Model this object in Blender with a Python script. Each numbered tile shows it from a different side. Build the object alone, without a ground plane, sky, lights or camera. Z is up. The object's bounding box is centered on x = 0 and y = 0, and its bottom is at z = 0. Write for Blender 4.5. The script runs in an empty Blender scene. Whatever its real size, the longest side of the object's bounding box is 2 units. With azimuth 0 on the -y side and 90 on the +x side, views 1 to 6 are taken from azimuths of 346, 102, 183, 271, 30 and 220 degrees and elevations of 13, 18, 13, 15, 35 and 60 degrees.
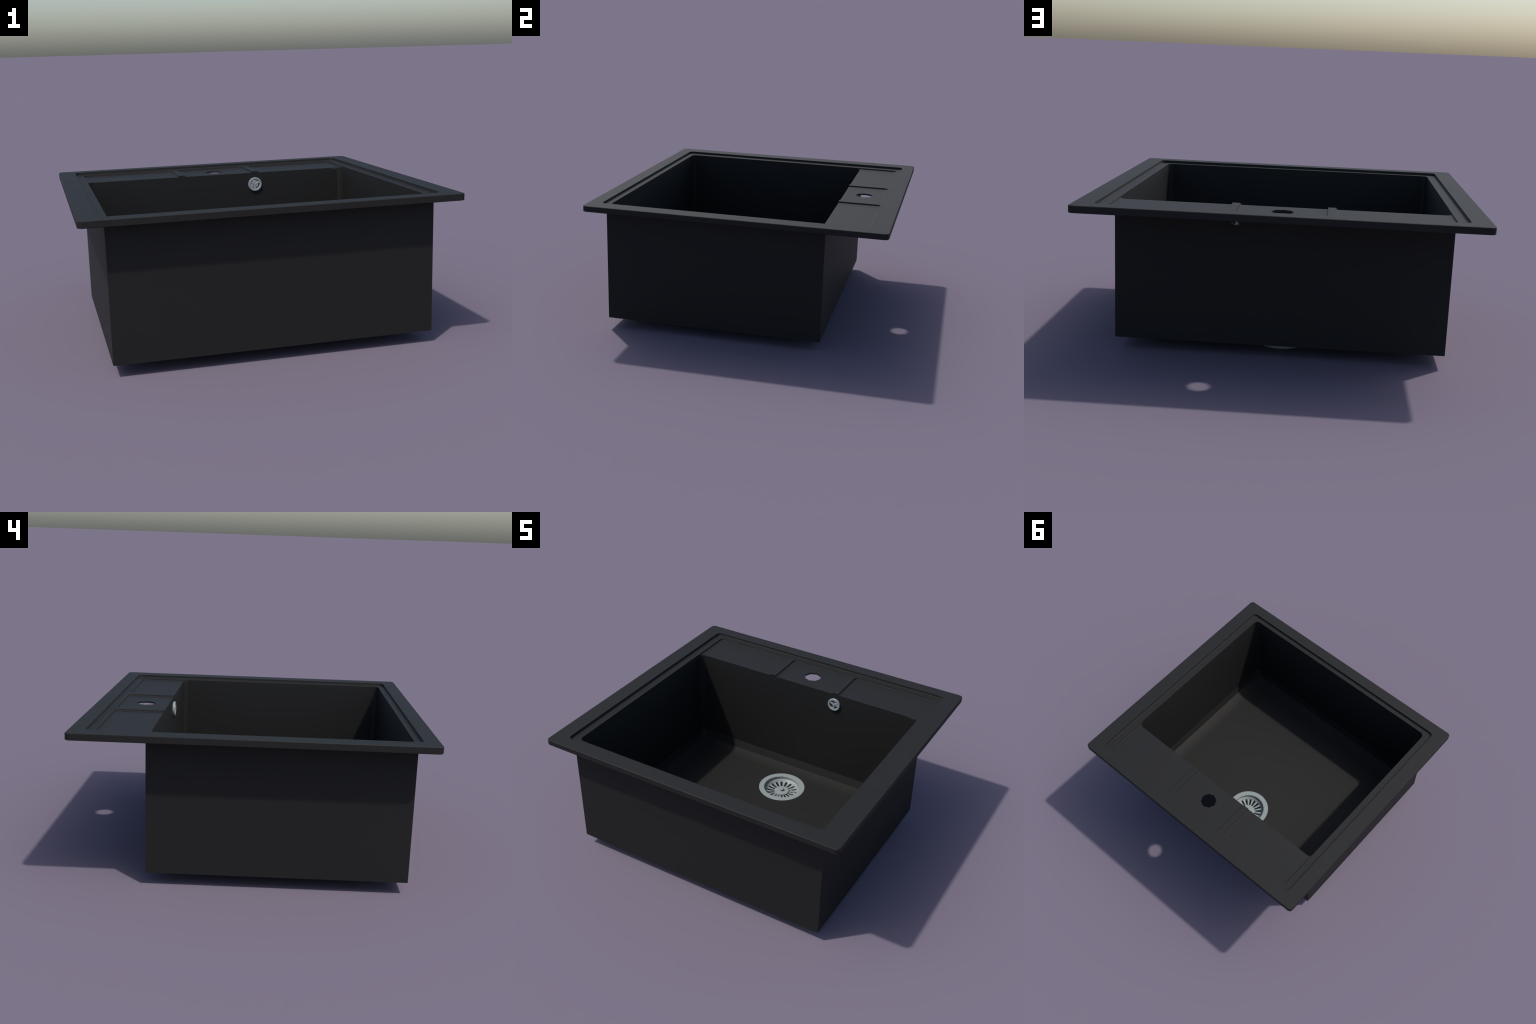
"""Black composite single-bowl kitchen sink with tap ledge, steel drain strainer and overflow cover."""
import bpy, bmesh, math
from mathutils import Vector

# ------------------------------------------------------------------ sizes (metres, z up)
RIM_X, RIM_Y = 1.0, 0.9315           # half sizes of the flat rim
TOP, BAND, LEDGE, UNDER = 0.8325, 0.8160, 0.8062, 0.7960   # rim top, recessed band, ledge panels, rim underside
RIM_R = 0.022
STEP_X, STEP_Y, STEP_R = 0.8975, 0.8480, 0.024           # recessed field inside the rim
BOX = (-0.8665, 0.8665, -0.8278, 0.5482)                 # outer basin, sharp corners
BOX_Z = 0.0683
BOWL = (-0.8445, 0.8445, -0.8105, 0.5320)                # inner bowl
BOWL_R = 0.029
FLOOR, FILLET = 0.1070, 0.066
CREASE = (0.0205, 0.0150)                               # inset and rise of the crease in the floor fillet
STRIP = 0.069                                           # where the gently rising floor strip starts
PANEL_BACK, PANEL_R = 0.807, 0.022
BAR_X, BAR_W = 0.243, 0.041                              # two bars between the three ledge panels
TAP = (0.0, 0.6680, 0.0575)                               # octagonal tap hole
DRAIN = (0.0, 0.266)
OVERFLOW = (0.241, 0.730)


# ------------------------------------------------------------------ materials
def principled(name, colour, roughness, metallic=0.0, specular=0.5, grain=0.0, scale=300.0):
    m = bpy.data.materials.new(name)
    m.use_nodes = True
    nt = m.node_tree
    b = nt.nodes["Principled BSDF"]
    b.inputs["Roughness"].default_value = roughness
    b.inputs["Metallic"].default_value = metallic
    b.inputs["Specular IOR Level"].default_value = specular
    tc = nt.nodes.new("ShaderNodeTexCoord")
    n = nt.nodes.new("ShaderNodeTexNoise")
    n.inputs["Scale"].default_value = scale
    n.inputs["Detail"].default_value = 3.0
    ramp = nt.nodes.new("ShaderNodeValToRGB")
    lo = [c * (1 - grain) for c in colour]
    hi = [c * (1 + grain) for c in colour]
    ramp.color_ramp.elements[0].position = 0.3
    ramp.color_ramp.elements[0].color = (*lo, 1)
    ramp.color_ramp.elements[1].position = 0.7
    ramp.color_ramp.elements[1].color = (*hi, 1)
    nt.links.new(tc.outputs["Object"], n.inputs["Vector"])
    nt.links.new(n.outputs["Fac"], ramp.inputs["Fac"])
    nt.links.new(ramp.outputs["Color"], b.inputs["Base Color"])
    return m


GRANITE = principled("black_composite", (0.0111, 0.0110, 0.0106), 0.65, specular=0.27, grain=0.08)
STEEL = principled("satin_steel", (0.23, 0.265, 0.265), 0.5, grain=0.02)


# ------------------------------------------------------------------ mesh helpers
def rounded_rect(x0, x1, y0, y1, r, seg=2, corners=(1, 1, 1, 1)):
    """Counter-clockwise outline; corners flags: (-x-y, +x-y, +x+y, -x+y)."""
    pts = []
    spec = [(x0 + r, y0 + r, 180, x0, y0), (x1 - r, y0 + r, 270, x1, y0),
            (x1 - r, y1 - r, 0, x1, y1), (x0 + r, y1 - r, 90, x0, y1)]
    for (cx, cy, a, sx, sy), on in zip(spec, corners):
        if on and r > 0:
            for k in range(seg + 1):
                t = math.radians(a + 90.0 * k / seg)
                pts.append((cx + r * math.cos(t), cy + r * math.sin(t)))
        else:
            pts.append((sx, sy))
    return pts


def loft(rings):
    """Closed solid through rings [(outline, z)], bottom to top."""
    bm = bmesh.new()
    vs = [[bm.verts.new((p[0], p[1], z)) for p in o] for o, z in rings]
    n = len(vs[0])
    for a, b in zip(vs, vs[1:]):
        for i in range(n):
            bm.faces.new((a[i], a[(i + 1) % n], b[(i + 1) % n], b[i]))
    bm.faces.new(list(reversed(vs[0])))
    bm.faces.new(vs[-1])
    return bm


def lathe(profile, seg, centre=(0, 0)):
    """Closed solid of revolution; profile from the axis round to the axis."""
    bm = bmesh.new()
    rings = []
    for r, z in profile:
        if r < 1e-6:
            rings.append([bm.verts.new((centre[0], centre[1], z))])
        else:
            rings.append([bm.verts.new((centre[0] + r * math.cos(2 * math.pi * k / seg),
                                        centre[1] + r * math.sin(2 * math.pi * k / seg), z))
                          for k in range(seg)])
    pairs = list(zip(rings, rings[1:]))
    if profile[0][0] > 1e-6:
        pairs.append((rings[-1], rings[0]))
    for a, b in pairs:
        for k in range(seg):
            j = (k + 1) % seg
            f = [a[k % len(a)], a[j % len(a)], b[j % len(b)], b[k % len(b)]]
            g = []
            for v in f:
                if v not in g:
                    g.append(v)
            if len(g) > 2:
                bm.faces.new(g)
    bmesh.ops.recalc_face_normals(bm, faces=bm.faces)
    return bm


def as_object(bm, name):
    me = bpy.data.meshes.new(name)
    bm.normal_update()
    bmesh.ops.recalc_face_normals(bm, faces=bm.faces)
    if bm.calc_volume(signed=True) < 0:
        bmesh.ops.reverse_faces(bm, faces=bm.faces)
    bm.to_mesh(me)
    bm.free()
    ob = bpy.data.objects.new(name, me)
    bpy.context.scene.collection.objects.link(ob)
    return ob


def combine(base, tool, op):
    mod = base.modifiers.new("cut", "BOOLEAN")
    mod.object = tool
    mod.operation = op
    mod.solver = "EXACT"
    dg = bpy.context.evaluated_depsgraph_get()
    new = bpy.data.meshes.new_from_object(base.evaluated_get(dg))
    base.modifiers.clear()
    old = base.data
    base.data = new
    bpy.data.meshes.remove(old)
    tm = tool.data
    bpy.data.objects.remove(tool)
    bpy.data.meshes.remove(tm)


def smooth(me, angle=20):
    me.polygons.foreach_set("use_smooth", [True] * len(me.polygons))
    me.set_sharp_from_angle(angle=math.radians(angle))


def inset(rect, d):
    return (rect[0] + d, rect[1] - d, rect[2] + d, rect[3] - d)


# ------------------------------------------------------------------ sink body as one solid
full = (-RIM_X, RIM_X, -RIM_Y, RIM_Y)
c = 0.0025
body = as_object(loft([
    (rounded_rect(*inset(full, c), RIM_R), UNDER),
    (rounded_rect(*full, RIM_R), UNDER + c),
    (rounded_rect(*full, RIM_R), TOP - c),
    (rounded_rect(*inset(full, c), RIM_R), TOP)]), "body")
combine(body, as_object(loft([(rounded_rect(*BOX, 0), BOX_Z), (rounded_rect(*BOX, 0), UNDER + 0.002)]),
                        "box"), "UNION")


def recess(rect, r, z, corners=(1, 1, 1, 1)):
    """Cutter with slightly drafted walls and a small fillet along its foot."""
    return as_object(loft([
        (rounded_rect(*inset(rect, 0.0160), r, 2, corners), z),
        (rounded_rect(*inset(rect, 0.0070), r, 2, corners), z + 0.0004),
        (rounded_rect(*inset(rect, 0.0026), r, 2, corners), z + 0.0012),
        (rounded_rect(*inset(rect, 0.0012), r, 2, corners), z + 0.0028),
        (rounded_rect(*rect, r, 2, corners), TOP + 0.0 if z > LEDGE else BAND),
        (rounded_rect(*rect, r, 2, corners), TOP + 0.05)]), "recess")


combine(body, recess((-STEP_X, STEP_X, -STEP_Y, STEP_Y), STEP_R, BAND), "DIFFERENCE")

# bowl: two-segment fillet between wall and floor
combine(body, as_object(loft([
    (rounded_rect(*inset(BOWL, STRIP + 0.05), 0.010), FLOOR),
    (rounded_rect(*inset(BOWL, STRIP), 0.014), FLOOR + 0.0004),
    (rounded_rect(*inset(BOWL, CREASE[0]), 0.022), FLOOR + CREASE[1]),
    (rounded_rect(*BOWL, BOWL_R), FLOOR + FILLET),
    (rounded_rect(*BOWL, BOWL_R), TOP + 0.1)]), "bowl_cutter"), "DIFFERENCE")

# three recessed panels of the tap ledge, open towards the bowl
front = 0.45
half = BAR_W / 2
for x0, x1 in [(BOWL[0], -BAR_X - half), (-BAR_X + half, BAR_X - half), (BAR_X + half, BOWL[1])]:
    combine(body, recess((x0, x1, front, PANEL_BACK), PANEL_R, LEDGE, (0, 0, 1, 1)), "DIFFERENCE")

# tap hole, drain hole, overflow hole
combine(body, as_object(lathe([(0, 0.76), (TAP[2], 0.76), (TAP[2], 0.9), (0, 0.9)], 8, TAP[:2]), "t"), "DIFFERENCE")
combine(body, as_object(lathe([(0, 0.0), (0.150, 0.0), (0.150, 0.3), (0, 0.3)], 48, DRAIN), "d"), "DIFFERENCE")
bm = lathe([(0, -0.1), (0.0280, -0.1), (0.0280, 0.1), (0, 0.1)], 24)
for v in bm.verts:
    x, y, z = v.co
    v.co = (OVERFLOW[0] + x, 0.535 + z, OVERFLOW[1] + y)
combine(body, as_object(bm, "o"), "DIFFERENCE")

# clean, cut along the part borders
bm = bmesh.new()
bm.from_mesh(body.data)
bmesh.ops.remove_doubles(bm, verts=bm.verts, dist=1e-5)
bmesh.ops.dissolve_degenerate(bm, edges=bm.edges, dist=1e-5)


def slice_at(co, no, test):
    fs = [f for f in bm.faces if test(f)]
    es = {e for f in fs for e in f.edges}
    vs = {v for f in fs for v in f.verts}
    bmesh.ops.bisect_plane(bm, geom=list(vs) + list(es) + fs, dist=1e-6, plane_co=co, plane_no=no)


slice_at((0, 0, UNDER + 0.0005), (0, 0, 1), lambda f: min(v.co.z for v in f.verts) < 0.7 and max(v.co.z for v in f.verts) > 0.79)
top_face = lambda f: abs(f.calc_center_median().z - BAND) < 0.001 and f.normal.z > 0.9
slice_at((0, PANEL_BACK + 0.002, 0), (0, 1, 0), top_face)
slice_at((0, BOWL[3] - 0.0003, 0), (0, 1, 0), top_face)
slice_at((BOWL[0] - 0.002, 0, 0), (1, 0, 0), top_face)
slice_at((BOWL[1] + 0.002, 0, 0), (1, 0, 0), top_face)
bm.to_mesh(body.data)
bm.free()
smooth(body.data)


def region(p):
    x, y, z = p.center
    if z < UNDER + 0.0004:
        # underside of the rim outside the box belongs to the rim
        outside = x < BOX[0] or x > BOX[1] or y < BOX[2] or y > BOX[3]
        if p.normal.z < -0.3 and z > 0.7:
            return "rim"
        return "basin"
    if abs(x) < BOWL[1] + 0.0021 and BOWL[3] - 0.0004 < y < PANEL_BACK + 0.0021 and UNDER + 0.001 < z < BAND + 0.001:
        return "tap_ledge"
    return "rim"


def split_body(ob, parent, mat):
    me = ob.data
    normals = [Vector(n.vector) for n in me.corner_normals]
    groups = {}
    for p in me.polygons:
        groups.setdefault(region(p), []).append(p)
    out = {}
    for name, polys in groups.items():
        vmap, verts, faces, ln = {}, [], [], []
        for p in polys:
            f = []
            level = p.normal.z > 0.99999 and p.center.z > LEDGE - 0.001
            for li in p.loop_indices:
                vi = me.loops[li].vertex_index
                if vi not in vmap:
                    vmap[vi] = len(verts)
                    verts.append(me.vertices[vi].co.copy())
                f.append(vmap[vi])
                ln.append(p.normal.copy() if level else normals[li])
            faces.append(f)
        pm = bpy.data.meshes.new(name)
        pm.from_pydata(verts, [], faces)
        pm.polygons.foreach_set("use_smooth", [True] * len(pm.polygons))
        pm.normals_split_custom_set(ln)
        pm.materials.append(mat)
        po = bpy.data.objects.new(name, pm)
        bpy.context.scene.collection.objects.link(po)
        po.parent = parent
        out[name] = po
    bpy.data.objects.remove(ob)
    return out


sink = bpy.data.objects.new("kitchen_sink", None)
bpy.context.scene.collection.objects.link(sink)
sink["label"] = "black composite single bowl kitchen sink with steel drain strainer"
sink["category"] = "kitchen sink"
split_body(body, sink, GRANITE)


def part(bm, name, parent, mat, angle=35):
    ob = as_object(bm, name)
    smooth(ob.data, angle)
    ob.data.materials.append(mat)
    ob.parent = parent
    return ob


# ------------------------------------------------------------------ drain: flanged cup, slotted strainer, cap, knob
FL = FLOOR + 0.0020
cup = part(lathe([(0, 0.0), (0.126, 0.0), (0.128, 0.002), (0.128, FLOOR - 0.001), (0.1612, FLOOR - 0.001),
                  (0.1612, FL - 0.001), (0.1600, FL), (0.1265, FL), (0.1240, FL - 0.0025), (0.1225, FL - 0.020),
                  (0.1225, 0.004), (0, 0.004)], 96, DRAIN), "drain", sink, STEEL)

S = FL - 0.021
dish = [(0.1222, S), (0.1180, S - 0.0015), (0.1130, S - 0.0060), (0.1080, S - 0.0115), (0.1030, S - 0.0155),
        (0.0950, S - 0.0175), (0.0800, S - 0.0190), (0.0500, S - 0.0195), (0.0300, S - 0.0195), (0, S - 0.0195)]
dish = dish + [(r, z - 0.0025) for r, z in reversed(dish)]
strainer = as_object(lathe(dish, 144, DRAIN), "strainer")
SLOTS = 18
slots = bmesh.new()
for k in range(SLOTS):
    a = 2 * math.pi * k / SLOTS
    ax, ay = math.cos(a), math.sin(a)
    outline = []
    for r, w, t0 in [(0.0985, 0.0086, -90), (0.0560, 0.0062, 90)]:
        for i in range(7):
            t = math.radians(t0 + 30 * i)
            outline.append((r + w * math.cos(t), w * math.sin(t)))
    lo, hi = [], []
    for px, py in outline:
        x, y = DRAIN[0] + px * ax - py * ay, DRAIN[1] + px * ay + py * ax
        lo.append(slots.verts.new((x, y, 0.03)))
        hi.append(slots.verts.new((x, y, 0.12)))
    n = len(lo)
    slots.faces.new(list(reversed(lo)))
    slots.faces.new(hi)
    for i in range(n):
        slots.faces.new((lo[i], lo[(i + 1) % n], hi[(i + 1) % n], hi[i]))
combine(strainer, as_object(slots, "slots"), "DIFFERENCE")
smooth(strainer.data, 35)
strainer.data.materials.append(STEEL)
strainer.parent = cup

C = S - 0.0190
part(lathe([(0, C), (0.046, C), (0.046, C + 0.004), (0.0505, C + 0.0045), (0.0510, C + 0.006), (0.0495, C + 0.0075),
            (0.030, C + 0.0085), (0, C + 0.009)], 64, DRAIN), "strainer_cap", cup, STEEL)
K = C + 0.008
part(lathe([(0, K), (0.0080, K), (0.0075, K + 0.004), (0.0130, K + 0.006), (0.0155, K + 0.010), (0.0140, K + 0.0145),
            (0.0085, K + 0.0175), (0, K + 0.0185)], 32, DRAIN), "strainer_knob", cup, STEEL)

# ------------------------------------------------------------------ overflow cover: ring with three spokes


def to_wall(bm):
    """Turn a lathe made around z so that +z points out of the rear bowl wall (towards -y)."""
    for v in bm.verts:
        x, y, z = v.co
        v.co = (OVERFLOW[0] + x, BOWL[3] - z, OVERFLOW[1] + y)
    bmesh.ops.recalc_face_normals(bm, faces=bm.faces)
    return bm


ring = part(to_wall(lathe([(0.0445, -0.001), (0.0452, 0.0095), (0.0435, 0.0122), (0.0410, 0.0130), (0.0350, 0.0130),
                           (0.0320, 0.0120), (0.0302, 0.0095), (0.0298, -0.001)], 48)),
            "overflow_cover", sink, STEEL, 40)
for ang in (-90, 30, 150):
    a = math.radians(ang)
    w = 0.0072
    prof = [(-w, -0.011), (w, -0.011), (w, 0.0100), (w * 0.7, 0.0120), (-w * 0.7, 0.0120), (-w, 0.0100)]
    bm = bmesh.new()
    ends = []
    for r in (0.0, 0.0335):
        ends.append([bm.verts.new((r * math.cos(a) - s * math.sin(a), r * math.sin(a) + s * math.cos(a), z - 0.0003 * (ang > 0) * (1 + (ang > 100)))) for s, z in prof])
    n = len(prof)
    for i in range(n):
        bm.faces.new((ends[0][i], ends[0][(i + 1) % n], ends[1][(i + 1) % n], ends[1][i]))
    bm.faces.new(ends[0])
    bm.faces.new(list(reversed(ends[1])))
    part(to_wall(bm), "spoke", ring, STEEL)
